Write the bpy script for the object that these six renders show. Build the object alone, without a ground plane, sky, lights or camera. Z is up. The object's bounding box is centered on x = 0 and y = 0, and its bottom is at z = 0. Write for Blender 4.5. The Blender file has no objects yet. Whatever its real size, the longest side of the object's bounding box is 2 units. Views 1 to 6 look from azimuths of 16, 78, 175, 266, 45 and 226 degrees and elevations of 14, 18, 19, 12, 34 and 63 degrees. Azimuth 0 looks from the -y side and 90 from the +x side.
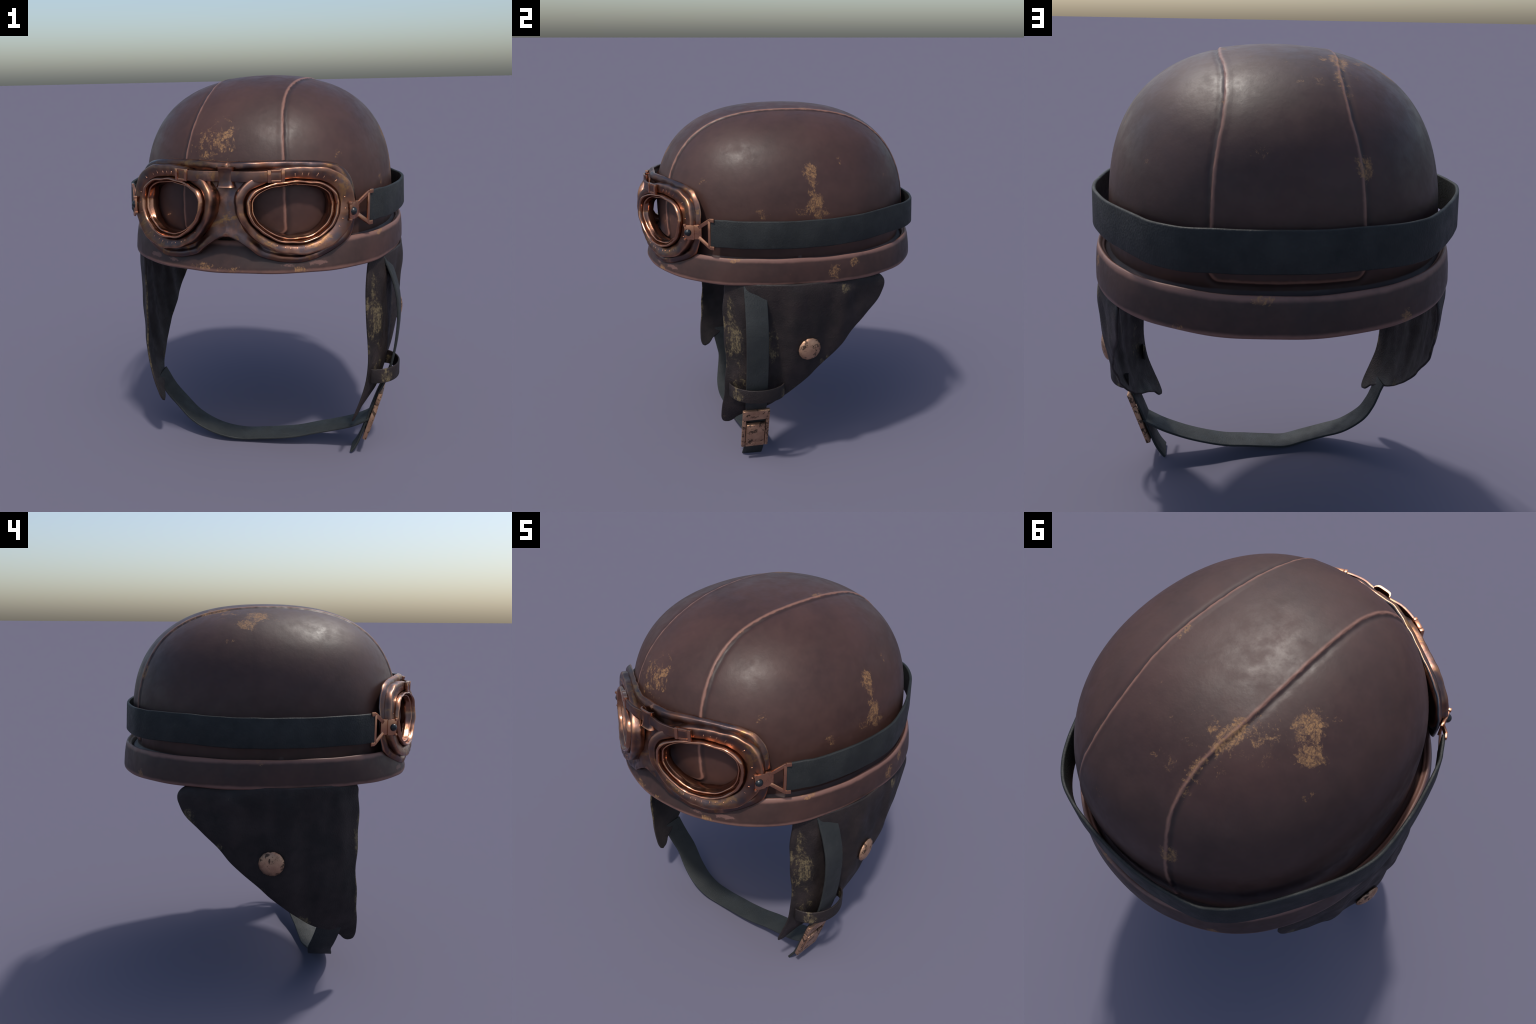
# Old leather flying helmet with copper goggles, ear flaps and a chin strap.
import bpy, bmesh, math, random
import numpy as np
from mathutils import Vector, Matrix

random.seed(7)
RNG = np.random.default_rng(11)
SCN = bpy.context.scene

# ------------------------------------------------------------------ helpers
def smooth(a, b, x):
    t = np.clip((np.asarray(x, float) - a) / (b - a), 0, 1)
    return t * t * (3 - 2 * t)

def lerp_table(x, xs, ys):
    """smooth (monotone-ish) interpolation through a short table"""
    xs, ys = np.array(xs, float), np.array(ys, float)
    m = np.gradient(ys, xs)
    x = np.clip(np.asarray(x, float), xs[0], xs[-1])
    i = np.clip(np.searchsorted(xs, x) - 1, 0, len(xs) - 2)
    h = xs[i + 1] - xs[i]
    t = (x - xs[i]) / h
    return ((2*t**3 - 3*t**2 + 1) * ys[i] + (t**3 - 2*t**2 + t) * h * m[i]
            + (-2*t**3 + 3*t**2) * ys[i + 1] + (t**3 - t**2) * h * m[i + 1])

def catmull(pts, per=8, closed=False):
    P = np.array(pts, float)
    n = len(P)
    out = []
    segs = n if closed else n - 1
    for i in range(segs):
        if closed:
            a, b, c, d = P[(i - 1) % n], P[i], P[(i + 1) % n], P[(i + 2) % n]
        else:
            b, c = P[i], P[i + 1]
            a = P[i - 1] if i else 2 * b - c
            d = P[i + 2] if i + 2 < n else 2 * c - b
        for k in range(per):
            t = k / per
            out.append(0.5 * (2*b + (c - a)*t + (2*a - 5*b + 4*c - d)*t*t + (3*b - a - 3*c + d)*t**3))
    if not closed:
        out.append(P[-1])
    return np.array(out)

def make_obj(name, verts, faces, mat, parent=None, sharp=None, flip=False):
    me = bpy.data.meshes.new(name)
    me.from_pydata([tuple(map(float, v)) for v in verts], [], faces)
    bm = bmesh.new()
    bm.from_mesh(me)
    bmesh.ops.remove_doubles(bm, verts=bm.verts, dist=1e-5)
    bmesh.ops.recalc_face_normals(bm, faces=bm.faces)
    if flip:
        bmesh.ops.reverse_faces(bm, faces=bm.faces)
    bm.to_mesh(me)
    bm.free()
    for m in (mat if isinstance(mat, (list, tuple)) else [mat]):
        me.materials.append(m)
    ob = bpy.data.objects.new(name, me)
    SCN.collection.objects.link(ob)
    if parent is not None:
        ob.parent = parent
    if sharp is None:
        me.shade_smooth()
    else:
        me.shade_smooth()
        me.set_sharp_from_angle(angle=math.radians(sharp))
    return ob

def grid_faces(nu, nv, close_u=False, close_v=False, off=0):
    F = []
    for i in range(nu if close_u else nu - 1):
        for j in range(nv if close_v else nv - 1):
            a = off + i * nv + j
            b = off + i * nv + (j + 1) % nv
            c = off + ((i + 1) % nu) * nv + (j + 1) % nv
            d = off + ((i + 1) % nu) * nv + j
            F.append((a, b, c, d))
    return F

def apply_mods(ob):
    dg = bpy.context.evaluated_depsgraph_get()
    me = bpy.data.meshes.new_from_object(ob.evaluated_get(dg))
    ob.modifiers.clear()
    old = ob.data
    ob.data = me
    bpy.data.meshes.remove(old)
    me.name = ob.name

def rounded_rect(w, t, r, seg=3, nx=4):
    """section (width axis, thickness axis) centred on zero, counter-clockwise"""
    r = min(r, t / 2 - 1e-5, w / 2 - 1e-5)
    pts = []
    for cx, cy, a0 in ((w/2 - r, t/2 - r, 0), (-w/2 + r, t/2 - r, 90), (-w/2 + r, -t/2 + r, 180), (w/2 - r, -t/2 + r, 270)):
        for k in range(seg + 1):
            a = math.radians(a0 + 90 * k / seg)
            pts.append((cx + r * math.cos(a), cy + r * math.sin(a)))
    return pts

def ribbon(name, path, wdirs, width, thick, mat, parent=None, edge=0.005, wob=0.0, seed=0):
    """flat band swept along a path; wdirs = direction of its width at each point"""
    P = np.array(path, float)
    W = np.array(wdirs, float)
    n = len(P)
    T = np.gradient(P, axis=0)
    T /= np.linalg.norm(T, axis=1, keepdims=True)
    W = W - T * (W * T).sum(1, keepdims=True)
    W /= np.linalg.norm(W, axis=1, keepdims=True)
    N = np.cross(T, W)
    wd = width if np.ndim(width) else np.full(n, width)
    rr = np.random.default_rng(seed)
    V = []
    ns = None
    ph = rr.uniform(0, 6.28, 4)
    for i in range(n):
        sec = rounded_rect(wd[i], thick, edge)
        ns = len(sec)
        k = wob * (math.sin(i * .31 + ph[0]) + .6 * math.sin(i * .73 + ph[1]))
        for a, b in sec:
            V.append(P[i] + W[i] * (a + k) + N[i] * b)
    F = grid_faces(n, ns, close_v=True)
    F.append(tuple(range(ns)))
    F.append(tuple((n - 1) * ns + k for k in range(ns)))
    return make_obj(name, V, F, mat, parent, sharp=50)

def box_into(bm, origin, ax, ay, az, lo, hi):
    """box in a local frame"""
    o, ax, ay, az = (np.array(v, float) for v in (origin, ax, ay, az))
    vs = []
    for k in (0, 1):
        for j in (0, 1):
            for i in (0, 1):
                p = o + ax * (lo[0], hi[0])[i] + ay * (lo[1], hi[1])[j] + az * (lo[2], hi[2])[k]
                vs.append(bm.verts.new(p))
    for f in ((0, 2, 3, 1), (4, 5, 7, 6), (0, 1, 5, 4), (2, 6, 7, 3), (0, 4, 6, 2), (1, 3, 7, 5)):
        bm.faces.new([vs[k] for k in f])

def from_bm(name, bm, mat, parent, bevel=0.0, seg=2, sharp=40):
    bmesh.ops.recalc_face_normals(bm, faces=bm.faces)
    if bevel:
        bmesh.ops.bevel(bm, geom=list(bm.edges), offset=bevel, segments=seg, affect='EDGES', profile=.5)
    me = bpy.data.meshes.new(name)
    bm.to_mesh(me)
    bm.free()
    me.materials.append(mat)
    me.shade_smooth()
    me.set_sharp_from_angle(angle=math.radians(sharp))
    ob = bpy.data.objects.new(name, me)
    SCN.collection.objects.link(ob)
    ob.parent = parent
    return ob

# ------------------------------------------------------------------ node helpers
class NB:
    def __init__(self, name):
        self.mat = bpy.data.materials.new(name)
        self.mat.use_nodes = True
        self.t = self.mat.node_tree
        self.t.nodes.clear()
        self.out = self.t.nodes.new('ShaderNodeOutputMaterial')
        self.bsdf = self.t.nodes.new('ShaderNodeBsdfPrincipled')
        self.t.links.new(self.bsdf.outputs[0], self.out.inputs[0])
        self.co = self.t.nodes.new('ShaderNodeTexCoord').outputs['Object']
        self._sep = None

    def put(self, sock, v):
        if isinstance(v, bpy.types.NodeSocket):
            self.t.links.new(v, sock)
        else:
            sock.default_value = v

    def xyz(self):
        if self._sep is None:
            s = self.t.nodes.new('ShaderNodeSeparateXYZ')
            self.t.links.new(self.co, s.inputs[0])
            self._sep = s.outputs
        return self._sep

    def math(self, op, a, b=0.0, c=0.0, clamp=False):
        n = self.t.nodes.new('ShaderNodeMath')
        n.operation = op
        n.use_clamp = clamp
        self.put(n.inputs[0], a)
        self.put(n.inputs[1], b)
        self.put(n.inputs[2], c)
        return n.outputs[0]

    def step(self, v, lo, hi, a=0.0, b=1.0):
        n = self.t.nodes.new('ShaderNodeMapRange')
        n.interpolation_type = 'SMOOTHSTEP'
        self.put(n.inputs[0], v)
        for k, x in enumerate((lo, hi, a, b)):
            self.put(n.inputs[k + 1], x)
        return n.outputs[0]

    def mapping(self, scale=(1, 1, 1), loc=(0, 0, 0), rot=(0, 0, 0)):
        n = self.t.nodes.new('ShaderNodeMapping')
        self.t.links.new(self.co, n.inputs[0])
        n.inputs['Scale'].default_value = scale
        n.inputs['Location'].default_value = loc
        n.inputs['Rotation'].default_value = rot
        return n.outputs[0]

    def noise(self, scale, detail=4.0, rough=.55, dist=0.0, vec=None, offset=0.0):
        n = self.t.nodes.new('ShaderNodeTexNoise')
        n.noise_dimensions = '4D'
        n.inputs['W'].default_value = offset
        n.inputs['Scale'].default_value = scale
        n.inputs['Detail'].default_value = detail
        n.inputs['Roughness'].default_value = rough
        n.inputs['Distortion'].default_value = dist
        self.put(n.inputs['Vector'], vec if vec is not None else self.co)
        return n.outputs[0]

    def voronoi(self, scale, feature='F1', vec=None):
        n = self.t.nodes.new('ShaderNodeTexVoronoi')
        n.feature = feature
        n.inputs['Scale'].default_value = scale
        self.put(n.inputs['Vector'], vec if vec is not None else self.co)
        return n.outputs['Distance']

    def mix(self, f, a, b, mode='MIX'):
        n = self.t.nodes.new('ShaderNodeMix')
        n.data_type = 'RGBA'
        n.blend_type = mode
        ins = [s for s in n.inputs if s.enabled]
        self.put(n.inputs[0], f)
        self.put(n.inputs[6], a if isinstance(a, bpy.types.NodeSocket) else (*a, 1.0))
        self.put(n.inputs[7], b if isinstance(b, bpy.types.NodeSocket) else (*b, 1.0))
        return n.outputs[2]

    def ramp(self, f, stops):
        n = self.t.nodes.new('ShaderNodeValToRGB')
        self.put(n.inputs[0], f)
        el = n.color_ramp.elements
        while len(el) < len(stops):
            el.new(.5)
        for e, (p, c) in zip(el, stops):
            e.position = p
            e.color = (*c, 1.0)
        return n.outputs[0]

    def curve(self, v, pts):
        """piecewise curve of a 0..1 value"""
        n = self.t.nodes.new('ShaderNodeFloatCurve')
        self.put(n.inputs['Value'], v)
        c = n.mapping.curves[0]
        while len(c.points) < len(pts):
            c.points.new(.5, .5)
        for p, (x, y) in zip(c.points, pts):
            p.location = (x, y)
        n.mapping.update()
        return n.outputs[0]

    def bump(self, h, strength, dist, normal=None):
        n = self.t.nodes.new('ShaderNodeBump')
        n.inputs['Strength'].default_value = strength
        n.inputs['Distance'].default_value = dist
        self.put(n.inputs['Height'], h)
        if normal is not None:
            self.t.links.new(normal, n.inputs['Normal'])
        return n.outputs[0]

    def blob(self, centre, radii):
        """soft ellipsoid mask, 1 at the centre, 0 at the radii"""
        n = self.t.nodes.new('ShaderNodeMapping')
        n.vector_type = 'POINT'
        self.t.links.new(self.co, n.inputs[0])
        sc = [1.0 / r for r in radii]
        n.inputs['Scale'].default_value = sc
        n.inputs['Location'].default_value = [-c * s for c, s in zip(centre, sc)]
        l = self.t.nodes.new('ShaderNodeVectorMath')
        l.operation = 'LENGTH'
        self.t.links.new(n.outputs[0], l.inputs[0])
        return self.math('MULTIPLY', self.math('SUBTRACT', 1.0, l.outputs['Value'], clamp=True), 1.6, clamp=True)

    def maxof(self, vals):
        r = vals[0]
        for v in vals[1:]:
            r = self.math('MAXIMUM', r, v)
        return r

    def set(self, **kw):
        for k, v in kw.items():
            s = self.bsdf.inputs[k.replace('_', ' ')]
            if not isinstance(v, bpy.types.NodeSocket) and s.type == 'RGBA' and len(v) == 3:
                v = (*v, 1.0)
            self.put(s, v)
        return self.mat

# ------------------------------------------------------------------ shape of the helmet
DOME_C = np.array([0, 0, 1.25])
DA, DB, DYC, DZT, DM, DN = 0.6676, 0.727, -0.0284, 1.9959, 1.9339, 2.0763
DH = (0.0159, 0.0704, 0.0239, 0.2235, 0.0873, 0.3045, 0.0995, 0.0745, 0.0239, 0.0114, -0.0321)

def dome_radius(d):
    """distance from the dome's centre to its surface along unit directions d"""
    lo, hi = np.full(d.shape[:-1], .3), np.full(d.shape[:-1], 1.2)
    for _ in range(40):
        t = (lo + hi) / 2
        P = DOME_C + d * t[..., None]
        f = ((np.abs(P[..., 0] / DA) ** DN + np.abs((P[..., 1] - DYC) / DB) ** DN) ** (DM / DN)
             + np.clip((P[..., 2] - .8) / (DZT - .8), 0, None) ** 3.7)
        lo, hi = np.where(f > 1, lo, t), np.where(f > 1, t, hi)
    x2, y, z = d[..., 0] ** 2, d[..., 1], d[..., 2]
    c = DH
    h = (c[0]*x2*z + c[1]*x2*y + c[2]*y*z + c[3]*y*y*z + c[4]*x2*y*y + c[5]*x2*z*z + c[6]*y*y*z*z
         + c[7]*y**3 + c[8]*y*z*z + c[9]*y**3*z + c[10]*x2*y*z)
    return t * (1 + h)

# half-width of the centre panel (seam position) against the angle over the head, front to back
SEAM_A = [0, 15, 30, 40, 50, 60, 70, 82, 95, 110, 120, 130, 138, 145, 152, 165, 180]
SEAM_X = [.250, .248, .238, .222, .204, .196, .201, .209, .215, .212, .199, .199, .209, .228, .241, .252, .258]

def fourier(t, r, z):
    R = sum(c * np.cos(k * t) for k, c in enumerate(r))
    return np.stack([R * np.sin(t), -R * np.cos(t), np.full_like(R, z)], -1)

RIM_TOP = [0.7437, -0.0292, 0.0303, -0.0068, -0.009, -0.0007]
RIM_BOT = [0.7661, -0.0186, 0.042, -0.002, -0.0111, -0.0004]

# ------------------------------------------------------------------ materials
def worn_leather(name, patches, edges=None, seam=False, dark=(0.0385, 0.0182, 0.0148), lite=(0.060, 0.0278, 0.0222),
                 wear_colour=(0.30, 0.158, 0.066), amount=1.0):
    b = NB(name)
    big = b.noise(3.2, 5, .6, .3)
    fine = b.noise(22, 6, .65, .2, offset=2)
    col = b.mix(b.step(big, .32, .7), dark, lite)
    col = b.mix(b.step(fine, .35, .75, 0, .35), col, (0.068, 0.034, 0.028))
    X, Y, Z = b.xyz()
    edge_mask = None
    if seam:
        ang = b.math('ARCTAN2', b.math('SUBTRACT', Z, 1.25), b.math('MULTIPLY', Y, -1.0))
        f = b.math('DIVIDE', ang, math.pi, clamp=True)
        xs = b.curve(f, [(a / 180, x) for a, x in zip(SEAM_A, SEAM_X)])
        sd = b.math('SUBTRACT', xs, b.math('ABSOLUTE', X))          # >0 inside the centre panel
        ca = b.math('MAXIMUM', b.math('SUBTRACT', .035, sd), 0.0)
        cb = b.math('MAXIMUM', b.math('SUBTRACT', .035 + 1.281, Z), 0.0)
        sd = b.math('SUBTRACT', .035, b.math('SQRT', b.math('ADD', b.math('MULTIPLY', ca, ca), b.math('MULTIPLY', cb, cb))))
        jit = b.math('MULTIPLY', b.math('SUBTRACT', b.noise(30, 3, offset=5), .5), .008)
        sdj = b.math('ADD', sd, jit)
        inn = b.math('MULTIPLY', b.step(sdj, -.003, .002), b.step(sdj, .003, .015, 1, 0))
        col = b.mix(b.math('MULTIPLY', inn, .9), col, (0.215, 0.106, 0.078))
        out = b.math('MULTIPLY', b.step(sd, -.026, -.006), b.step(sd, -.006, .0, 1, 0))  # shadow beside the raised panel edge, painted into the leather
        col = b.mix(b.math('MULTIPLY', out, .55), col, (0.016, 0.010, 0.010))
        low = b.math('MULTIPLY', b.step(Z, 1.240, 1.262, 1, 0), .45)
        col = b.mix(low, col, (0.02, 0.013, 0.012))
    if edges is not None:
        m = None
        for z0, w in edges:
            dz = b.math('ABSOLUTE', b.math('SUBTRACT', Z, z0))
            dz = b.math('ADD', dz, b.math('MULTIPLY', b.math('SUBTRACT', b.noise(14, 3, offset=8), .5), .012))
            e = b.step(dz, w * .25, w, 1, 0)
            m = e if m is None else b.math('MAXIMUM', m, e)
        col = b.mix(b.math('MULTIPLY', m, .75), col, (0.22, 0.112, 0.088))
        dk = b.step(b.noise(6, 4, offset=4), .55, .75, 0, .5)
        col = b.mix(dk, col, (0.026, 0.019, 0.019))
        sh = b.maxof([b.blob((sx * .30, -.73, 1.195), (.30, .16, .075)) for sx in (-1, 1)])  # occlusion shade below each goggle cup, baked into the rim colour
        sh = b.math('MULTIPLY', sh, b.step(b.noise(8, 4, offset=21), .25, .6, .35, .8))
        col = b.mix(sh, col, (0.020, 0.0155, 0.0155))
        sc = b.maxof([b.blob((sx * x, y, z), (.10, .08, .017)) for sx in (-1, 1) for x, y, z in ((.30, -.74, 1.153), (.42, -.67, 1.158))])
        sc = b.step(b.math('ADD', b.math('MULTIPLY', sc, .22), b.noise(16, 6, .75, .6, b.mapping((1, 1, 2.2)), 22)), .66, .76, 0, .55)
        col = b.mix(sc, col, (0.19, 0.10, 0.082))
    # rubbed-through patches: local masks broken up by streaky noise, plus stray specks
    n1 = b.noise(19, 10, .78, 1.1, b.mapping((1, 1, .8)), 1)
    n2 = b.noise(70, 4, .7, .4, offset=3)
    base = b.math('ADD', b.math('MULTIPLY', n1, .72 * 1.35), b.math('MULTIPLY', n2, .28 * 1.35))
    base = b.math('SUBTRACT', base, .175)
    loc = b.maxof([b.math('MULTIPLY', b.blob(c, r), s) for c, r, s in patches])
    thr = b.math('SUBTRACT', .735 - .02 * amount, b.math('MULTIPLY', loc, .265))
    wear = b.step(b.math('SUBTRACT', base, thr), -.02, .08)
    grain = b.step(b.noise(75, 7, .72, 1.2, b.mapping((1, 1, .6)), 14), .43, .60, .22, 1.0)
    wear = b.math('MULTIPLY', wear, grain)
    wc = b.mix(b.noise(40, 4, offset=6), tuple(k * .75 for k in wear_colour), tuple(k * 1.25 for k in wear_colour))
    col = b.mix(b.math('MULTIPLY', wear, .85), col, wc)
    rough = b.step(b.noise(13, 6, .65, .3, offset=9), .3, .7, .42, .58)
    rough = b.math('ADD', rough, b.math('MULTIPLY', wear, .2))
    h = b.math('ADD', b.math('MULTIPLY', b.noise(9, 5, .6, offset=7), .8), b.math('MULTIPLY', b.noise(160, 2, offset=10), .05))
    h = b.math('SUBTRACT', h, b.math('MULTIPLY', wear, .08))
    nrm = b.bump(h, .25, .01)
    b.set(Base_Color=col, Roughness=rough, Normal=nrm)
    b.bsdf.inputs['Specular IOR Level'].default_value = .34
    return b.mat

# where the dome is rubbed: (centre, radii, strength)
DOME_WEAR = [
    ((-.03, -.645, 1.71), (.075, .10, .15), .85), ((-.046, -.58, 1.80), (.05, .06, .05), .6), ((-.148, -.648, 1.67), (.05, .05, .06), .8),
    ((-.075, -.666, 1.655), (.09, .05, .05), .75), ((.604, .065, 1.675), (.09, .062, .11), 1.1), ((.620, .060, 1.60), (.08, .04, .09), .8), ((.641, .085, 1.526), (.08, .075, .11), 1.1),
    ((.646, .11, 1.479), (.06, .09, .05), 1.0), ((.624, -.196, 1.488), (.05, .06, .06), .75), ((.457, -.48, 1.634), (.05, .05, .06), .75),
    ((.447, .52, 1.652), (.05, .05, .06), .6), ((.552, .228, 1.737), (.04, .03, .04), .7), ((-.362, .100, 1.93), (.105, .12, .09), 1.15),
    ((-.415, .15, 1.89), (.105, .10, .09), 1.1), ((-.388, .125, 1.912), (.09, .08, .08), 1.1), ((-.389, -.006, 1.918), (.08, .05, .06), .65), ((-.205, .296, 1.952), (.06, .17, .07), 1.1),
    ((-.269, .224, 1.95), (.09, .10, .06), .85), ((-.191, .439, 1.908), (.04, .12, .06), 1.0), ((-.121, .38, 1.944), (.08, .09, .06), .62),
    ((-.076, .486, 1.904), (.08, .08, .06), .6), ((-.135, .313, 1.961), (.06, .06, .05), .7), ((.20, .131, 1.976), (.04, .07, .04), .8),
    ((-.496, .24, 1.808), (.04, .04, .04), .8), ((-.240, .673, 1.649), (.07, .06, .09), 1.05), ((-.20, .50, 1.87), (.05, .08, .10), .8), ((.085, .687, 1.70), (.04, .05, .06), .5), ((-.09, -.64, 1.69), (.17, .12, .18), .92), ((-.24, .42, 1.90), (.06, .12, .10), .6), ((.64, .02, 1.52), (.08, .16, .12), .5), ((.64, -.25, 1.50), (.08, .22, .08), .45),
    ((.439, .525, 1.661), (.06, .05, .05), .6), ((.22, .54, 1.835), (.05, .06, .06), .6), ((-.28, .28, 1.94), (.20, .20, .12), .5),
    ((.0, .30, 1.96), (.22, .25, .1), .35), ((.19, -.354, 1.924), (.025, .03, .03), .9),
]
RIM_WEAR = [
    ((.0, -.77, 1.13), (.12, .05, .03), .9), ((-.12, -.76, 1.14), (.10, .06, .03), .9), ((.33, -.72, 1.13), (.07, .06, .03), 1.1),
    ((.62, -.33, 1.25), (.06, .09, .03), 1.1), ((.70, .18, 1.17), (.06, .06, .07), 1.0), ((.69, .30, 1.22), (.05, .08, .06), .8),
    ((.09, .81, 1.245), (.09, .05, .03), 1.0), ((-.05, .78, 1.28), (.10, .06, .04), .9), ((.38, .74, 1.13), (.08, .06, .03), .95),
    ((-.42, .71, 1.14), (.06, .05, .06), .9), ((-.70, .10, 1.25), (.05, .05, .03), .8), ((-.55, -.48, 1.14), (.05, .06, .06), .8),
]
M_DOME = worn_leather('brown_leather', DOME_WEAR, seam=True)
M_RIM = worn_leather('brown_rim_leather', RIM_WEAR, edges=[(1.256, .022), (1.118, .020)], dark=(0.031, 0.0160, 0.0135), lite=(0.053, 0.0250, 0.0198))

def lining():
    b = NB('dark_lining')
    n = b.noise(30, 4)
    return b.set(Base_Color=b.mix(n, (0.012, 0.010, 0.010), (0.03, 0.024, 0.022)), Roughness=.85)
M_LINING = lining()

def strap_material(name, a=(0.0090, 0.0105, 0.0106), c=(0.0172, 0.0192, 0.0188)):
    b = NB(name)
    col = b.mix(b.step(b.noise(7, 4), .35, .7), a, c)
    col = b.mix(b.step(b.noise(55, 3, offset=2), .5, .8, 0, .3), col, (0.026, 0.028, 0.0275))
    v = b.voronoi(150, 'F1', b.mapping((1, 1, .75), rot=(0, 0, .3)))
    h = b.math('ADD', v, b.math('MULTIPLY', b.noise(130, 3, .6), .7))
    b.set(Base_Color=col, Roughness=b.step(b.noise(18, 4, offset=5), .3, .7, .55, .72), Normal=b.bump(h, .22, .004))
    b.bsdf.inputs['Specular IOR Level'].default_value = .35
    return b.mat
M_STRAP = strap_material('dark_strap_leather')
M_STRAP2 = strap_material('dark_webbing', (0.0150, 0.0172, 0.0174), (0.0235, 0.0258, 0.0252))

def flap_material():
    b = NB('black_flap_leather')
    X, Y, Z = b.xyz()
    col = b.mix(b.step(b.noise(6, 5, .6), .35, .7), (0.0115, 0.0085, 0.0083), (0.026, 0.0180, 0.0168))
    n = b.math('ADD', b.math('MULTIPLY', b.noise(15, 8, .74, .6, b.mapping((1, 1, .55)), 3), .72), b.math('MULTIPLY', b.noise(80, 4, .7, offset=6), .28))
    # worn grain along the outer front edge of the strapped flap, and near the rim behind
    P = [((.62, -.36, .80), (.14, .10, .19), 1.2), ((.62, -.37, .97), (.10, .06, .12), .95), ((.64, -.36, .62), (.12, .09, .16), .95), ((.69, -.15, .78), (.08, .065, .26), .95),
         ((.65, -.33, .53), (.12, .10, .10), .9), ((.60, -.41, .75), (.05, .04, .48), 1.0), ((.71, .27, 1.08), (.06, .13, .06), 1.05), ((.66, .15, .64), (.06, .06, .07), .85),
         ((.64, .31, .80), (.04, .05, .14), .85), ((.66, -.02, .48), (.05, .09, .06), .85), ((-.60, -.41, .85), (.06, .05, .19), 1.25),
         ((-.60, -.41, .60), (.06, .035, .40), 1.1), ((-.62, -.1, .40), (.07, .13, .08), .95), ((-.60, .45, .95), (.06, .07, .13), 1.1), ((-.64, .30, .80), (.05, .06, .14), .95), ((-.66, .10, .58), (.05, .09, .06), .95),
         ((.69, -.35, .49), (.09, .07, .07), 1.05), ((.68, -.10, .48), (.06, .06, .06), .95), ((.54, -.40, .3), (.04, .04, .09), .85), ((-.70, .2, 1.08), (.05, .25, .05), .6)]
    loc = b.maxof([b.math('MULTIPLY', b.blob(c, r), s) for c, r, s in P])
    thr = b.math('SUBTRACT', .725, b.math('MULTIPLY', loc, .24))
    wear = b.step(b.math('SUBTRACT', n, thr), -.02, .09)
    wear = b.math('MULTIPLY', wear, b.step(b.noise(60, 7, .72, 1.0, b.mapping((1, 1, .6)), 15), .42, .58, .15, 1.0))
    col = b.mix(b.math('MULTIPLY', wear, .85), col, b.mix(b.noise(30, offset=9), (0.11, 0.082, 0.042), (0.20, 0.155, 0.082)))
    g = b.math('ADD', b.voronoi(140, 'F1', b.mapping((1, 1, .8))), b.math('MULTIPLY', b.noise(150, 3), .8))
    nrm = b.bump(g, .25, .004)
    b.set(Base_Color=col, Roughness=b.step(b.noise(16, 4, offset=4), .3, .7, .5, .72), Normal=nrm)
    b.bsdf.inputs['Specular IOR Level'].default_value = .3
    return b.mat
M_FLAP = flap_material()

def copper(name, rough=(.22, .40), patina=1.0):
    """dark tarnished faces, convex edges lightened as painted highlights, golden grime in drifts"""
    b = NB(name)
    bright = b.mix(b.noise(12, 4, offset=1), (0.42, 0.19, 0.105), (0.60, 0.30, 0.185))
    dull = b.mix(b.step(b.noise(8, 6, .66, .5, offset=3), .38, .62), (0.165, 0.080, 0.053), (0.100, 0.074, 0.075))
    q = b.step(b.noise(9, 6, .68, .9, offset=7), .53, .66, 0, .85)
    dull = b.mix(q, dull, (0.30, 0.155, 0.062))
    geo = b.t.nodes.new('ShaderNodeNewGeometry')
    pt = b.step(geo.outputs['Pointiness'], .515, .575)
    rub = b.step(b.noise(5, 5, .6, .4, offset=11), .60, .74, 0, .6)
    f = b.math('MAXIMUM', pt, rub)
    f = b.math('ADD', b.math('MULTIPLY', f, patina), 1.0 - patina, clamp=True)
    base = b.mix(f, dull, bright)
    r = b.step(b.noise(14, 5, .6, .3, offset=5), .3, .7, *rough)
    r = b.math('ADD', r, b.math('MULTIPLY', b.math('SUBTRACT', 1.0, f), .08))
    h = b.math('ADD', b.noise(11, 3, .5, .2), b.math('MULTIPLY', b.noise(38, 3, .6, offset=2), .28))
    b.set(Base_Color=base, Roughness=r, Metallic=1.0, Normal=b.bump(h, .26, .008))
    return b.mat
M_COPPER = copper('aged_copper')
M_RING = copper('polished_copper', rough=(.12, .24), patina=.6)

def chipped_copper():
    b = NB('chipped_copper')
    col = b.mix(b.step(b.noise(18, 5, .6), .3, .7), (0.36, 0.20, 0.125), (0.52, 0.315, 0.20))
    n = b.math('ADD', b.math('MULTIPLY', b.noise(19, 8, .72, .5, offset=12), .75), b.math('MULTIPLY', b.noise(70, 4, .7, offset=2), .25))
    chip = b.step(n, .515, .56)
    col = b.mix(b.math('MULTIPLY', chip, .9), col, (0.05, 0.033, 0.025))
    h = b.math('SUBTRACT', b.noise(160, 2), b.math('MULTIPLY', chip, .5))
    b.set(Base_Color=col, Roughness=b.math('ADD', .46, b.math('MULTIPLY', chip, .18)), Metallic=.8, Normal=b.bump(h, .25, .005))
    return b.mat
M_CHIP = chipped_copper()

def plain(name, col, rough, metal=0.0):
    b = NB(name)
    n = b.noise(20, 4)
    c = b.mix(n, tuple(k * .8 for k in col), tuple(k * 1.2 for k in col))
    return b.set(Base_Color=c, Roughness=rough, Metallic=metal)
M_RIVET = plain('black_enamel', (0.006, 0.0085, 0.010), .3)
M_BACK = plain('grey_plate_back', (0.30, 0.31, 0.33), .42, .6)

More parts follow.
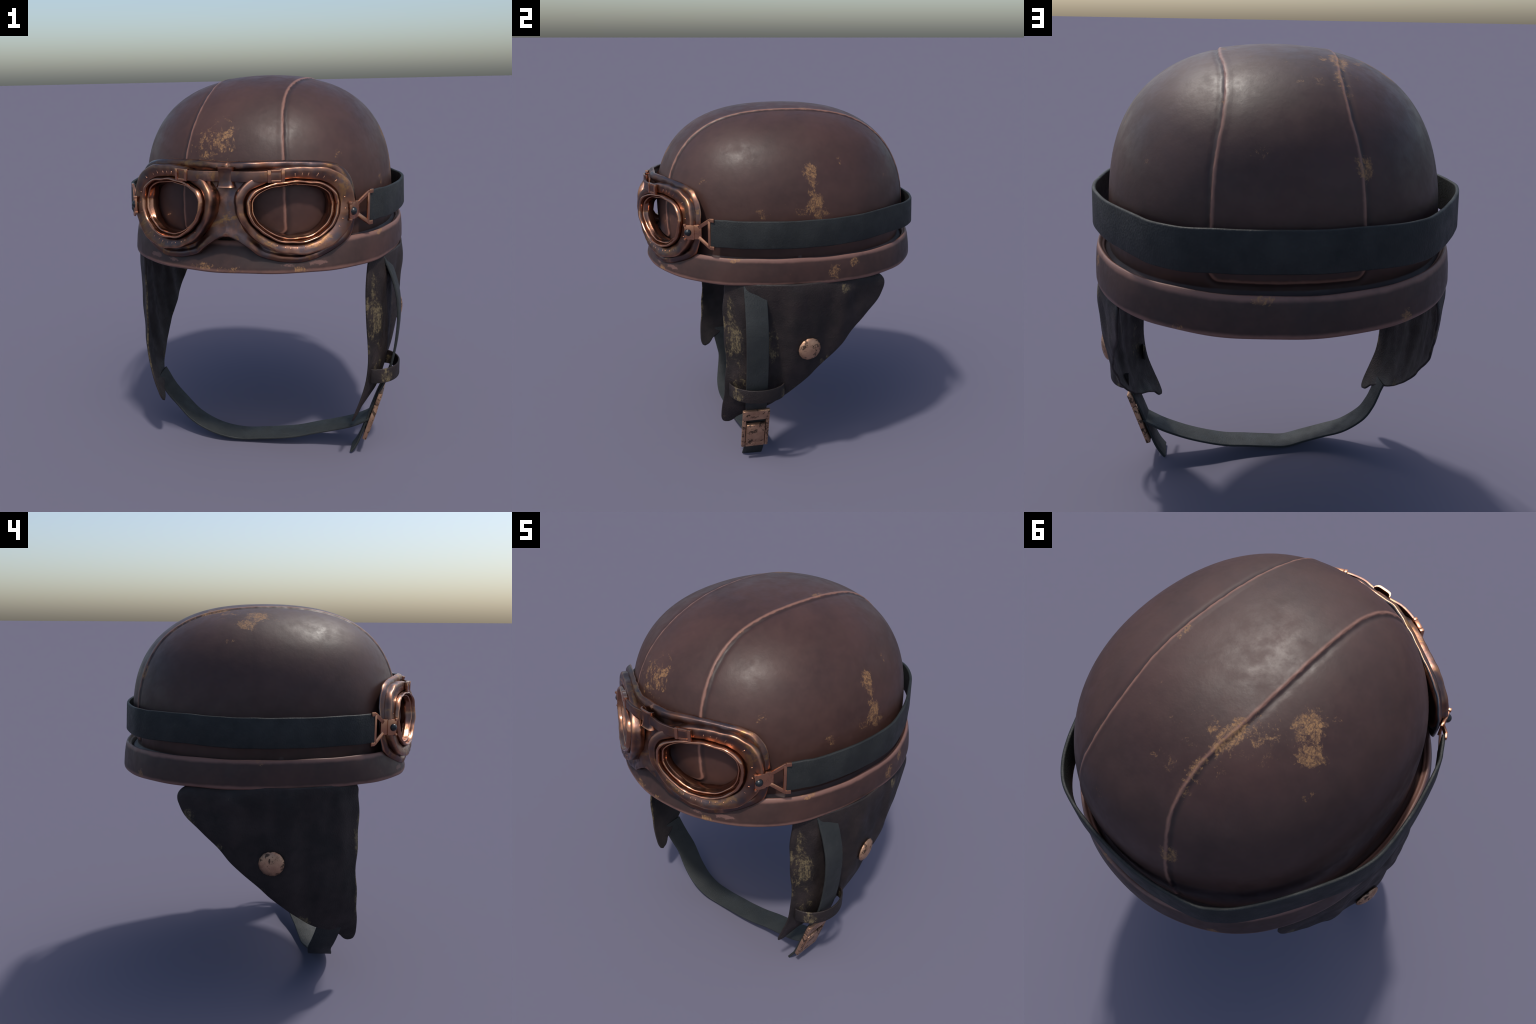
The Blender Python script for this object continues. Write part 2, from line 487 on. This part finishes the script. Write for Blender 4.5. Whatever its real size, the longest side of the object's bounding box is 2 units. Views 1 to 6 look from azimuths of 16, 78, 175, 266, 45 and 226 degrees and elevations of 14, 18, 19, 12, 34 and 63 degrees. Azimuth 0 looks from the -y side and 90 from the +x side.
# ------------------------------------------------------------------ root
root = bpy.data.objects.new('flying_helmet', None)
SCN.collection.objects.link(root)
root['label'] = 'worn brown leather aviator helmet with copper goggles and chin strap'
root['category'] = 'aviator helmet'

# ------------------------------------------------------------------ crown (dome)
def build_crown():
    nphi = 300
    phi = np.linspace(0, math.pi, nphi)
    # lateral parameter, packed tightly where the seams run (v = +-.5)
    half = np.concatenate([np.linspace(0, .42, 22, endpoint=False), np.linspace(.42, .58, 44, endpoint=False), np.linspace(.58, 1, 44)])
    v = np.concatenate([-half[:0:-1], half])
    PH, VV = np.meshgrid(phi, v, indexing='ij')
    xs = lerp_table(np.degrees(PH), SEAM_A, SEAM_X)
    # angle from the x axis that puts v=.5 on the seam: find by iteration
    lam_s = np.full(phi.shape, .3)
    for _ in range(25):
        d = np.stack([np.sin(lam_s), -np.cos(lam_s) * np.cos(phi), np.cos(lam_s) * np.sin(phi)], -1)
        x = dome_radius(d) * d[:, 0]
        lam_s = lam_s + (xs[:, 0] - x) / .75
    LS = lam_s[:, None]
    a = np.abs(VV)
    lam = np.where(a < .5, a / .5 * LS, LS + (a - .5) / .5 * (math.pi / 2 - LS)) * np.sign(VV)
    D = np.stack([np.sin(lam), -np.cos(lam) * np.cos(PH), np.cos(lam) * np.sin(PH)], -1)
    R = dome_radius(D)
    P = DOME_C + D * R[..., None]
    sd = xs - np.abs(P[..., 0])
    sd = .035 - np.hypot(np.maximum(.035 - sd, 0), np.maximum(.035 - (P[..., 2] - 1.281), 0))   # rounded lower corners
    sd = sd + .0012 * np.sin(PH * 46) + .0009 * np.sin(PH * 101 + 1)
    raise_ = .0052 * smooth(-.006, .006, sd) * (1 - .35 * smooth(.008, .035, sd)) - .003 * np.exp(-((sd + .012) / .009) ** 2)
    # gentle hand-made unevenness
    raise_ = raise_ + .0018 * np.sin(P[..., 0] * 9 + 1) * np.sin(P[..., 1] * 7 + 2) * np.sin(P[..., 2] * 8)
    P = P + D * raise_[..., None]
    nv = len(v)
    V = P.reshape(-1, 3)
    F = grid_faces(nphi, nv)
    V = list(V)
    # wall carried down inside the rim: front boundary row and rear boundary row
    loop = [i for i in range(nv)] + [(nphi - 1) * nv + i for i in range(nv - 2, 0, -1)]
    prev = loop
    for z, s in ((1.238, 1.022), (1.222, 1.045), (1.15, 1.045)):
        new = []
        for i, j in zip(prev, loop):
            V.append(np.array([V[j][0] * s, V[j][1] * s, z]))
            new.append(len(V) - 1)
        n = len(prev)
        for k in range(n):
            F.append((prev[k], prev[(k + 1) % n], new[(k + 1) % n], new[k]))
        prev = new
    return make_obj('crown', V, F, M_DOME, root)
crown = build_crown()

def build_lining():
    nt, ne = 72, 18
    V, F = [], []
    for e in range(ne):
        el = math.radians(90 * e / (ne - 1))
        for k in range(nt):
            t = 2 * math.pi * k / nt
            d = np.array([math.cos(el) * math.sin(t), -math.cos(el) * math.cos(t), math.sin(el)])
            V.append(d)
    V = np.array(V)
    V = DOME_C + V * (dome_radius(V) - .035)[:, None]
    low = V[:nt] * [1, 1, 0] + [0, 0, 1.118]
    V = np.vstack([low, V])
    F = grid_faces(ne + 1, nt, close_v=True)
    return make_obj('lining', V, F, M_LINING, root)
build_lining()

# ------------------------------------------------------------------ rim band
def build_rim():
    nt = 240
    t = np.linspace(0, 2 * math.pi, nt, endpoint=False)
    tt = np.where(t > math.pi, t - 2 * math.pi, t)
    rt = sum(c * np.cos(k * tt) for k, c in enumerate(RIM_TOP))
    rb = sum(c * np.cos(k * tt) for k, c in enumerate(RIM_BOT))
    # section: fraction from top radius to bottom radius, radial offset, height
    sec = [(0, -.046, 1.205), (0, -.030, 1.222), (0, -.026, 1.243), (0, -.0215, 1.2485), (0, -.017, 1.2475), (0, -.0145, 1.2520), (0, -.010, 1.2575), (0, -.004, 1.2595), (0, .0, 1.2565), (.03, .002, 1.250), (.15, .004, 1.235),
           (.5, .005, 1.19), (.85, .003, 1.145), (.95, .002, 1.130), (1, .0, 1.122), (1, -.003, 1.1165), (1, -.010, 1.1135), (1, -.03, 1.113), (1, -.075, 1.115), (.6, -.08, 1.16)]
    V = []
    wob = .0016 * np.sin(tt * 7 + 1) + .0011 * np.sin(tt * 13 + 2.2)
    zw = .0014 * np.sin(tt * 5 + .6) + .0012 * np.sin(tt * 17)
    for i in range(nt):
        for f, o, z in sec:
            r = rt[i] * (1 - f) + rb[i] * f + o + wob[i]
            V.append((r * math.sin(t[i]), -r * math.cos(t[i]), z + zw[i]))
    F = grid_faces(nt, len(sec), close_u=True)
    # close the back of the section
    n = len(sec)
    for i in range(nt):
        j = (i + 1) % nt
        F.append((i * n + n - 1, i * n, j * n, j * n + n - 1))
    return make_obj('rim_band', V, F, M_RIM, root)
build_rim()

# ------------------------------------------------------------------ ear flaps
FLAP_Z = [.240, .246, .26, .285, .30, .32, .345, .375, .43, .535, .615, .70, .81, .905, .965, 1.01, 1.05, 1.085, 1.105, 1.125]
FLAP_R = [-.384, -.369, -.352, -.33, -.305, -.27, -.212, -.16, -.086, .042, .13, .218, .318, .415, .472, .498, .510, .503, .485, .45]

def flap_front(z):
    return lerp_table(z, [.240, .246, .258, .28, .31, .45, .68, .83, 1.05, 1.10, 1.125], [-.398, -.411, -.419, -.425, -.426, -.416, -.403, -.411, -.407, -.402, -.385])

def flap_x(s, z):
    xf = lerp_table(z, [.24, .30, .36, .47, .57, .66, .75, .86, 1.1, 1.15], [.530, .550, .570, .598, .607, .603, .597, .590, .594, .60])
    xr = lerp_table(z, [.24, .285, .32, .34, .375, .43, .53, .615, .70, .82, .905, .97, 1.09, 1.15], [.536, .56, .58, .60, .628, .645, .66, .665, .66, .642, .622, .598, .585, .585])
    bl = lerp_table(z, [.24, .35, .45, .6, .75, .9, 1.03, 1.1, 1.15], [0, .012, .028, .054, .086, .116, .145, .145, .134])
    hump = np.clip(4 * s * (1 - s), 0, 1) ** .8 * (1 - .32 * s ** 2)
    # soft vertical folds hanging from the rim
    f0, f1 = flap_front(z), lerp_table(z, FLAP_Z, FLAP_R)
    y = f0 + (f1 - f0) * s
    fold = (.0085 * np.sin(y * 23 + z * 1.2 + .9) + .0040 * np.sin(y * 45 - z * 3) + .001 * np.sin(y * 90 + z * 14)) * smooth(0, .14, s) * (1 - .55 * smooth(.8, 1, s)) * smooth(.30, .62, z) * smooth(1.16, 1.0, z)
    return xf * (1 - s) + xr * s + bl * hump + fold

def build_flap(side):
    zs = np.concatenate([np.linspace(.240, .40, 34, endpoint=False), np.linspace(.40, 1.125, 70)])
    ns = 84
    S = np.linspace(0, 1, ns)
    S = .45 * S + .55 * (.5 - .5 * np.cos(math.pi * S))          # rows packed towards both borders
    th = .0105
    outer = np.zeros((len(zs), ns, 3))
    for i, z in enumerate(zs):
        yf, yr = float(flap_front(z)), float(lerp_table(z, FLAP_Z, FLAP_R))
        yr += (.0022 * math.sin(z * 27 + 1) + .001 * math.sin(z * 61)) * float(smooth(.33, .45, z))
        yf += .0025 * math.sin(z * 31) * float(smooth(.33, .45, z))
        outer[i, :, 1] = yf + (yr - yf) * S
        outer[i, :, 2] = z
        outer[i, :, 0] = flap_x(S, z)
    n = np.cross(np.gradient(outer, axis=1), np.gradient(outer, axis=0))
    n /= np.linalg.norm(n, axis=2, keepdims=True) + 1e-9
    n *= np.sign(n[..., :1])
    k0 = int(np.searchsorted(zs, .31))
    n[:k0] = n[k0]
    # round the border by bringing the two skins together
    front, rear = outer[:, 0, 1:], outer[:, -1, 1:]
    border = np.vstack([front[::-1], outer[0, :, 1:], rear])
    Q = outer[..., 1:].reshape(-1, 2)
    dd = np.full(len(Q), 9.0)
    for p, q in zip(border[:-1], border[1:]):
        pq = q - p
        L2 = pq @ pq
        if L2 < 1e-12:
            continue
        t = np.clip(((Q - p) @ pq) / L2, 0, 1)
        dd = np.minimum(dd, np.linalg.norm(Q - (p + t[:, None] * pq), axis=1))
    dd = dd.reshape(outer.shape[:2])
    k = np.sqrt(np.clip(1 - (1 - np.clip(dd / .007, 0, 1)) ** 2, 0, 1))
    a = outer + n * (th / 2 * (k - 1))[..., None]
    b = outer - n * (th / 2 * (k + 1))[..., None]
    V = np.vstack([a.reshape(-1, 3), b.reshape(-1, 3)])
    nz = len(zs)
    F = grid_faces(nz, ns) + grid_faces(nz, ns, off=nz * ns)
    o = nz * ns
    for i in range(nz - 1):
        for j in (0, ns - 1):
            F.append((i * ns + j, (i + 1) * ns + j, o + (i + 1) * ns + j, o + i * ns + j))
    for j in range(ns - 1):
        for i in (0, nz - 1):
            F.append((i * ns + j, i * ns + j + 1, o + i * ns + j + 1, o + i * ns + j))
    V[:, 0] *= side
    return make_obj('ear_flap', V, F, M_FLAP, root)
flap_p = build_flap(1)
flap_n = build_flap(-1)

def snap_button(side, parent):
    y0, z0 = .046, .742
    def surf(y, z):
        yf, yr = float(flap_front(z)), float(lerp_table(z, FLAP_Z, FLAP_R))
        return np.array([float(flap_x((y - yf) / (yr - yf), z)), y, z])
    c = surf(y0, z0)
    du = surf(y0 + .05, z0) - surf(y0 - .05, z0)
    dv = surf(y0, z0 + .05) - surf(y0, z0 - .05)
    n = np.cross(du, dv)
    n /= np.linalg.norm(n)
    n *= np.sign(n[0])
    u = du / np.linalg.norm(du)
    v = np.cross(n, u)
    prof = [(.052, -.001), (.062, .003), (.0655, .007), (.0635, .013), (.052, .021), (.030, .0275), (.012, .030), (.0, .0303)]
    N = 14
    V, F = [], []
    for r, h in prof:
        for k in range(N):
            a = 2 * math.pi * k / N
            V.append(c + u * r * math.cos(a) + v * r * math.sin(a) + n * h)
    F = grid_faces(len(prof), N, close_v=True)
    V = np.array(V)
    V[:, 0] *= side
    return make_obj('snap_button', V, F, M_CHIP, parent, sharp=50)
snap_button(1, flap_p)
snap_button(-1, flap_n)

# leather keeper loop on the strapped flap
lp = catmull([(.600, -.352, 0), (.612, -.378, 0), (.640, -.380, 0), (.690, -.352, 0), (.727, -.300, 0), (.742, -.240, 0), (.738, -.180, 0), (.715, -.125, 0), (.680, -.090, 0), (.645, -.085, 0)], 6)
lp[:, 2] = .492
lp[:, 2] += np.linspace(.008, 0, len(lp))
ribbon('strap_loop', lp, np.tile([0, 0, 1.0], (len(lp), 1)), .076, .009, M_FLAP, flap_p, edge=.003)

# ------------------------------------------------------------------ chin strap, side strap and its buckle
sp = catmull([(.640, -.245, 1.15), (.662, -.245, 1.10), (.693, -.245, 1.03), (.712, -.245, .975), (.729, -.245, .91), (.737, -.245, .84), (.738, -.245, .77), (.733, -.245, .69), (.724, -.245, .61),
              (.711, -.245, .54), (.694, -.245, .475), (.668, -.243, .41), (.640, -.240, .35), (.605, -.238, .25), (.565, -.238, .125), (.545, -.238, .070), (.527, -.240, .035), (.508, -.242, .006)], 6)
ribbon('side_strap', sp, np.tile([0, 1.0, 0], (len(sp), 1)), np.linspace(.122, .118, len(sp)), .012, M_STRAP2, root, edge=.004)

cp = catmull([(-.592, -.270, .352), (-.577, -.266, .322), (-.560, -.258, .282), (-.535, -.248, .235), (-.49, -.240, .178), (-.40, -.259, .105), (-.30, -.278, .064), (-.20, -.279, .037), (-.10, -.262, .023), (0, -.254, .033),
              (.10, -.247, .046), (.20, -.235, .061), (.30, -.225, .089), (.40, -.225, .120), (.50, -.232, .158), (.56, -.236, .190), (.605, -.238, .218)], 6)
ribbon('chin_strap', cp, np.tile([0, 1.0, .06], (len(cp), 1)), .127, .011, M_STRAP2, root, edge=.003)

def build_buckle():
    bm = bmesh.new()
    top, bot = np.array([.662, 0, .372]), np.array([.580, 0, .100])
    s = (bot - top) / np.linalg.norm(bot - top)
    L = np.linalg.norm(bot - top)
    n = np.array([-s[2], 0, s[0]])
    u = np.array([0, 1.0, 0])
    o = top + u * -.240
    W = .077
    t = .022
    box = lambda lo, hi: box_into(bm, o, u, s, n, lo, hi)
    box((-W, 0, -t / 2), (W, .070, t / 2))                     # head bar
    box((-W, .0715, -t / 2), (-W + .020, L, t / 2))            # side rails
    box((W - .020, .0715, -t / 2), (W, L, t / 2))
    box((-W + .0215, L - .034, -t / 2), (W - .0215, L, t / 2)) # foot bar
    box((-W + .0235, .106, -t / 2 + .002), (W - .0235, L - .0355, t / 2 + .004))  # cam plate
    return from_bm('strap_buckle', bm, M_CHIP, root, bevel=.004)
build_buckle()

# ------------------------------------------------------------------ goggles
YAW = math.radians(28)
LC = np.array([.29, -.706, 1.405])
LP = np.array([math.cos(YAW), math.sin(YAW), 0])
LN = np.array([math.sin(YAW), -math.cos(YAW), 0])

def lens_point(p, q, d):
    return LC + LP * p + np.array([0, 0, 1.0]) * q + LN * (d - .10 * q + .25 * max(0.0, -q - .12))

RING = [(0, .137), (.1, .13), (.16, .112), (.198, .085), (.214, .045), (.216, 0), (.205, -.045), (.178, -.09), (.13, -.13), (.07, -.15), (0, -.155), (-.07, -.142),
        (-.125, -.113), (-.17, -.075), (-.2, -.035), (-.214, .01), (-.213, .05), (-.198, .08), (-.16, .108), (-.08, .13)]
CUP = [(0, .192), (.1, .19), (.16, .185), (.21, .168), (.25, .145), (.28, .105), (.297, .04), (.295, -.03), (.275, -.085), (.24, -.13), (.18, -.175), (.1, -.2), (.02, -.205),
       (-.06, -.19), (-.12, -.165), (-.18, -.122), (-.22, -.073), (-.247, -.025), (-.257, .02), (-.255, .075), (-.228, .112), (-.185, .145), (-.12, .172), (-.06, .187)]
NA = 112
ANG = np.linspace(0, 2 * math.pi, NA, endpoint=False)

def polar(curve, ang=ANG, per=6, closed=True):
    c = catmull(curve, per, closed)
    a = np.unwrap(np.arctan2(c[:, 1], c[:, 0]))
    r = np.hypot(c[:, 0], c[:, 1])
    if a[-1] < a[0]:
        a, r = a[::-1], r[::-1]
    a = np.concatenate([a - 2 * math.pi, a, a + 2 * math.pi])
    r = np.tile(r, 3)
    return np.interp(ang, a, r)
RING = [(p * .98, q * (.975 if q > 0 else .925)) for p, q in RING]
CUP = [(p, q if q > 0 else q * .965) for p, q in CUP]
R_RING, R_CUP = polar(RING), polar(CUP)

def loft(name, loops, mat, parent, side, sharp=None, close=False):
    V = []
    for kind, s, d in loops:
        r = (R_RING if kind == 'r' else R_CUP) * s
        for a, rr in zip(ANG, r):
            V.append(lens_point(rr * math.cos(a), rr * math.sin(a), d))
    V = np.array(V)
    # hammered irregularity
    V += .0013 * np.sin(V[:, [1, 2, 0]] * 61 + 1.7) + .0008 * np.sin(V[:, [2, 0, 1]] * 133)
    V[:, 0] *= side
    F = grid_faces(len(loops), NA, close_v=True, close_u=close)
    return make_obj(name, V, F, mat, parent, sharp=sharp)

# ---- face plate
OUTLINE = [(.0, 1.622), (.12, 1.626), (.25, 1.624), (.38, 1.615), (.44, 1.604), (.480, 1.586), (.512, 1.548), (.531, 1.50), (.544, 1.44), (.546, 1.39), (.541, 1.33), (.532, 1.280),
           (.515, 1.252), (.478, 1.220), (.41, 1.182), (.33, 1.160), (.235, 1.168), (.155, 1.192), (.110, 1.228), (.076, 1.254), (.042, 1.276), (.018, 1.287), (0, 1.289)]

def plate_y(x, z):
    q = z - 1.405
    ax = .095 + np.log1p(np.exp((np.abs(x) - .095) * 45)) / 45      # flat across the nose
    y = -.706 + .532 * (ax - .29) + .050 + .09 * q
    y = y + (.12 * q - .012) * np.exp(-(x / .13) ** 2)
    # the lower edge rides over the rim band
    t = np.arcsin(np.clip(np.abs(x) / .76, 0, .95))
    rim = -np.cos(t) * sum(c * np.cos(k * t) for k, c in enumerate(RIM_BOT))
    return y + smooth(1.31, 1.23, z) * (np.minimum(y, rim + .010) - y)

def build_plate():
    edge = catmull(OUTLINE, 8)
    poly = np.vstack([edge, [[0, 1.289 + (1.622 - 1.289) * k / 20] for k in range(1, 20)]])
    c = np.array([.27, 1.405])
    NP = 160
    ang = np.linspace(0, 2 * math.pi, NP, endpoint=False)
    pc = np.vstack([poly, poly[:1]]) - c
    # resample the outline by angle (star shaped about the lens centre)
    a = np.unwrap(np.arctan2(pc[:, 1], pc[:, 0]))
    order = np.argsort(a)
    aa, rr = a[order], np.hypot(pc[:, 0], pc[:, 1])[order]
    extra = np.concatenate([np.arctan2([1.622 - c[1], 1.289 - c[1]], [-c[0], -c[0]])])
    ang = np.sort(np.mod(np.concatenate([ang, extra]), 2 * math.pi))
    AA = np.concatenate([aa - 2 * math.pi, aa, aa + 2 * math.pi])
    RR = np.tile(rr, 3)
    r_out = np.interp(ang, AA, RR)
    cupc = polar(CUP, ang)
    inner = np.stack([LC[0] + LP[0] * cupc * .955 * np.cos(ang) + LN[0] * -.05, LC[2] + cupc * .955 * np.sin(ang)], -1)
    outer = c + np.stack([r_out * np.cos(ang), r_out * np.sin(ang)], -1)
    outer[np.abs(outer[:, 0]) < .004, 0] = 0
    ts = [0, .12, .24, .34, .43, .51, .58, .64, .70, .75, .80, .84, .88, .91, .94, .97, 1]
    V = []
    for t in ts:
        xz = inner * (1 - t) + outer * t
        V.append(xz)
    XZ = np.concatenate(V)
    d = np.full(len(XZ), 9.0)
    for p, q in zip(edge[:-1], edge[1:]):
        pq = q - p
        k = np.clip(((XZ - p) @ pq) / (pq @ pq), 0, 1)
        d = np.minimum(d, np.linalg.norm(XZ - (p + k[:, None] * pq), axis=1))
    Y = plate_y(XZ[:, 0], XZ[:, 1])
    bead = 1 - .75 * smooth(.15, .08, np.abs(XZ[:, 0])) * smooth(1.42, 1.36, XZ[:, 1])
    Y = Y - .013 * bead * np.sqrt(np.clip(1 - ((d - .019) / .019) ** 2, 0, 1)) + .012 * np.clip(1 - d / .008, 0, 1) ** 1.5
    Y += .0019 * np.sin(XZ[:, 0] * 37 + 1) * np.sin(XZ[:, 1] * 43) + .0015 * np.sin(XZ[:, 0] * 83) * np.sin(XZ[:, 1] * 71 + 2)
    P = np.stack([XZ[:, 0], Y, XZ[:, 1]], -1)
    n = len(ang)
    F = grid_faces(len(ts), n, close_v=True)
    M = P * [-1, 1, 1]
    F2 = [tuple(reversed([k + len(P) for k in f])) for f in F]
    ob = make_obj('goggles', np.vstack([P, M]), F + F2, [M_COPPER, M_BACK], root)
    # make sure the front looks out (towards -y)
    me = ob.data
    s = sum(p.normal.y for p in me.polygons)
    if s > 0:
        me.flip_normals()
    m = ob.modifiers.new('thick', 'SOLIDIFY')
    m.thickness = .011
    m.offset = -1
    m.material_offset = 1
    m.material_offset_rim = 1  # pale grey on the plate's edge draws its white highlight
    m.use_even_offset = False
    apply_mods(ob)
    return ob
goggles = build_plate()

CUP_LOOPS = [('r', .84, -.055), ('r', .86, -.016), ('r', .97, -.012), ('r', 1.035, -.009), ('r', 1.05, -.003), ('r', 1.068, .0), ('c', .90, .001), ('c', .962, .001), ('c', .985, -.001),
             ('c', .997, -.006), ('c', 1.0, -.018), ('c', 1.0, -.034), ('c', .985, -.058), ('c', .93, -.060)]
RING_LOOPS = [('r', 1.022, -.014), ('r', 1.018, .004), ('r', 1.010, .013), ('r', .992, .0185), ('r', .968, .0205), ('r', .948, .0185), ('r', .932, .012), ('r', .922, .002), ('r', .915, -.006), ('r', .905, -.008), ('r', .897, -.002),
              ('r', .882, .003), ('r', .862, .003), ('r', .845, -.003), ('r', .835, -.014), ('r', .820, -.018), ('r', .808, -.024), ('r', .805, -.056), ('r', .85, -.060)]

def ticks(side, parent):
    """short raised notches round the cup face"""
    bm = bmesh.new()
    rng = random.Random(3)
    for k in range(34):
        a = 2 * math.pi * (k + rng.uniform(-.15, .15)) / 34
        if math.radians(95) < a < math.radians(165):
            continue
        rr, rc = np.interp(a, ANG, R_RING), np.interp(a, ANG, R_CUP)
        r0 = rr * 1.12 + (rc * .92 - rr * 1.12) * rng.uniform(.05, .2)
        r1 = r0 + (rc * .92 - rr * 1.12) * rng.uniform(.25, .55)
        p0 = lens_point(r0 * math.cos(a), r0 * math.sin(a), .0002)
        p1 = lens_point(r1 * math.cos(a), r1 * math.sin(a), .0002)
        ax = p1 - p0
        L = np.linalg.norm(ax)
        ax = ax / L
        ay = np.cross(LN, ax)
        box_into(bm, p0, ax, ay, LN, (0, -.0024, -.002), (L, .0024, .0009))
    for v in bm.verts:
        v.co.x *= side
    ob = from_bm('cup_notches', bm, M_COPPER, parent, bevel=.0012, seg=1)
    ob['kind'] = 'stuff'

def clip(side):
    A = np.array([.531, -.594, 0])
    B = np.array([.560, -.514, 0])
    ax = (B - A) / np.linalg.norm(B - A)
    n = np.array([-ax[1] * -1, -ax[0], 0])
    n = np.array([ax[1], -ax[0], 0])
    z = np.array([0, 0, 1.0])
    bm = bmesh.new()
    L = np.linalg.norm(B - A)
    box_into(bm, A, ax, n, z, (0, -.006, 1.349), (L * .62, .006, 1.428))
    box_into(bm, A, ax, n, z, (L * .62 - .002, -.010, 1.352), (L * 1.08, .003, 1.430))
    box_into(bm, A, ax, n, z, (-.004, -.008, 1.345), (.008, .010, 1.355))
    box_into(bm, A, ax, n, z, (-.004, -.008, 1.420), (.010, .010, 1.433))
    C = np.array([.608, -.460, 0])
    D = np.array([.560, -.516, 0])
    for z0, z1 in ((1.420, 1.470), (1.358, 1.308)):
        p, q = D + z * z0, C + z * z1
        d = q - p
        Ld = np.linalg.norm(d)
        d = d / Ld
        e = np.cross(n, d)
        e = e * np.sign(e[2])
        box_into(bm, p, d, e, n, (-.010, -.010, -.006), (Ld - .012, .010, .005))
        ee = np.array([.57, .82, 0])
        box_into(bm, q - d * .012, ee, z, np.array([.82, -.57, 0]), (-.002, -.010, -.005), (.024, .010, .005))
    box_into(bm, C + (D - C) * .22, ax * .62 + (C - D) / np.linalg.norm(C - D) * .4, n, z, (-.006, -.005, 1.318), (.008, .005, 1.460))
    for v in bm.verts:
        v.co.x *= side
    ob = from_bm('strap_clip', bm, M_COPPER, goggles, bevel=.0022)
    # black rivet
    bm = bmesh.new()
    bmesh.ops.create_uvsphere(bm, u_segments=20, v_segments=12, radius=.0195)
    cpos = Vector((.541 * side, -.577, 1.388))
    for v in bm.verts:
        v.co = v.co + cpos
    from_bm('rivet', bm, M_RIVET, goggles)

for side in (1, -1):
    cup = loft('eyecup', CUP_LOOPS, M_COPPER, goggles, side, close=True)
    ring = loft('lens_ring', RING_LOOPS, M_RING, goggles, side, close=True)
    ticks(side, goggles)
    clip(side)

# bridge bar with end buckles and the centre clasp
bp = catmull([(-.256, -.7165, 0), (-.19, -.751, 0), (-.11, -.771, 0), (-.045, -.766, 0), (.045, -.766, 0), (.11, -.771, 0), (.19, -.751, 0), (.256, -.7165, 0)], 5)
bp[:, 2] = 1.5615 + .012 * np.exp(-(bp[:, 0] / .12) ** 2) * 0
bar = ribbon('bridge_bar', bp, np.tile([0, .06, 1.0], (len(bp), 1)), .046, .012, M_COPPER, goggles, edge=.002)
for side in (1, -1):
    bm = bmesh.new()
    p0, p1 = np.array([.188, -.756, 1.5625]), np.array([.258, -.7205, 1.5625])
    ax = (p1 - p0) / np.linalg.norm(p1 - p0)
    L = np.linalg.norm(p1 - p0)
    n = np.array([ax[1], -ax[0], 0])
    z = np.array([0, 0, 1.0])
    h = .028
    box_into(bm, p0, ax, n, z, (0, -.012, -h), (.016, .007, h))
    box_into(bm, p0, ax, n, z, (L - .016, -.012, -h), (L, .007, h))
    box_into(bm, p0, ax, n, z, (.0165, -.012, h - .011), (L - .0165, .006, h))
    box_into(bm, p0, ax, n, z, (.0165, -.012, -h), (L - .0165, .006, -h + .011))
    for v in bm.verts:
        v.co.x *= side
    from_bm('bar_buckle', bm, M_RING, goggles, bevel=.002)

def build_clasp():
    # wrapped sheet: waisted in the middle, lips flared at top and bottom
    nz, nx = 15, 13
    V = []
    for back in (0, 1):
        for i in range(nz):
            z = 1.513 + .090 * i / (nz - 1)
            k = abs(i / (nz - 1) - .5) * 2
            w = .036 + .006 * k ** 3
            y = -.776 + (.010 if back else 0) - .006 * k ** 4 + .05 * (z - 1.558)
            for j in range(nx):
                s = -1 + 2 * j / (nx - 1)
                V.append((-.004 + w * s, y + .016 * abs(s) ** 6, z))
    F = grid_faces(nz, nx) + grid_faces(nz, nx, off=nz * nx)
    o = nz * nx
    for i in range(nz - 1):
        for j in (0, nx - 1):
            F.append((i * nx + j, (i + 1) * nx + j, o + (i + 1) * nx + j, o + i * nx + j))
    for j in range(nx - 1):
        for i in (0, nz - 1):
            F.append((i * nx + j, i * nx + j + 1, o + i * nx + j + 1, o + i * nx + j))
    make_obj('nose_clasp', V, F, M_COPPER, goggles, sharp=45)
build_clasp()

# ------------------------------------------------------------------ goggle strap round the helmet
path = [(.604, -.466), (.640, -.398), (.669, -.335), (.706, -.17), (.719, -.03), (.720, .08), (.703, .19), (.662, .305), (.61, .42), (.562, .50), (.50, .60), (.44, .675), (.36, .737), (.27, .768), (.172, .784), (.02, .793),
        (-.12, .788), (-.245, .768), (-.39, .724), (-.46, .675), (-.515, .618), (-.575, .53), (-.630, .435), (-.675, .345), (-.712, .265), (-.743, .17), (-.752, .09), (-.743, -.03), (-.722, -.16), (-.675, -.34), (-.640, -.41), (-.606, -.466)]
gp = catmull([(x, y, 1.393) for x, y in path], 5)
gp[:, :2] *= (1 - .0075 / np.linalg.norm(gp[:, :2], axis=1))[:, None]
gp[:, 2] += .010 * smooth(.1, .8, gp[:, 1])
lean = np.stack([-.04 * gp[:, 0] / .7, -.04 * gp[:, 1] / .7, np.ones(len(gp))], -1) * [[1, 1, 1]]
ribbon('goggle_strap', gp, lean, .146, .015, M_STRAP, root, edge=.006, wob=.0012, seed=4)
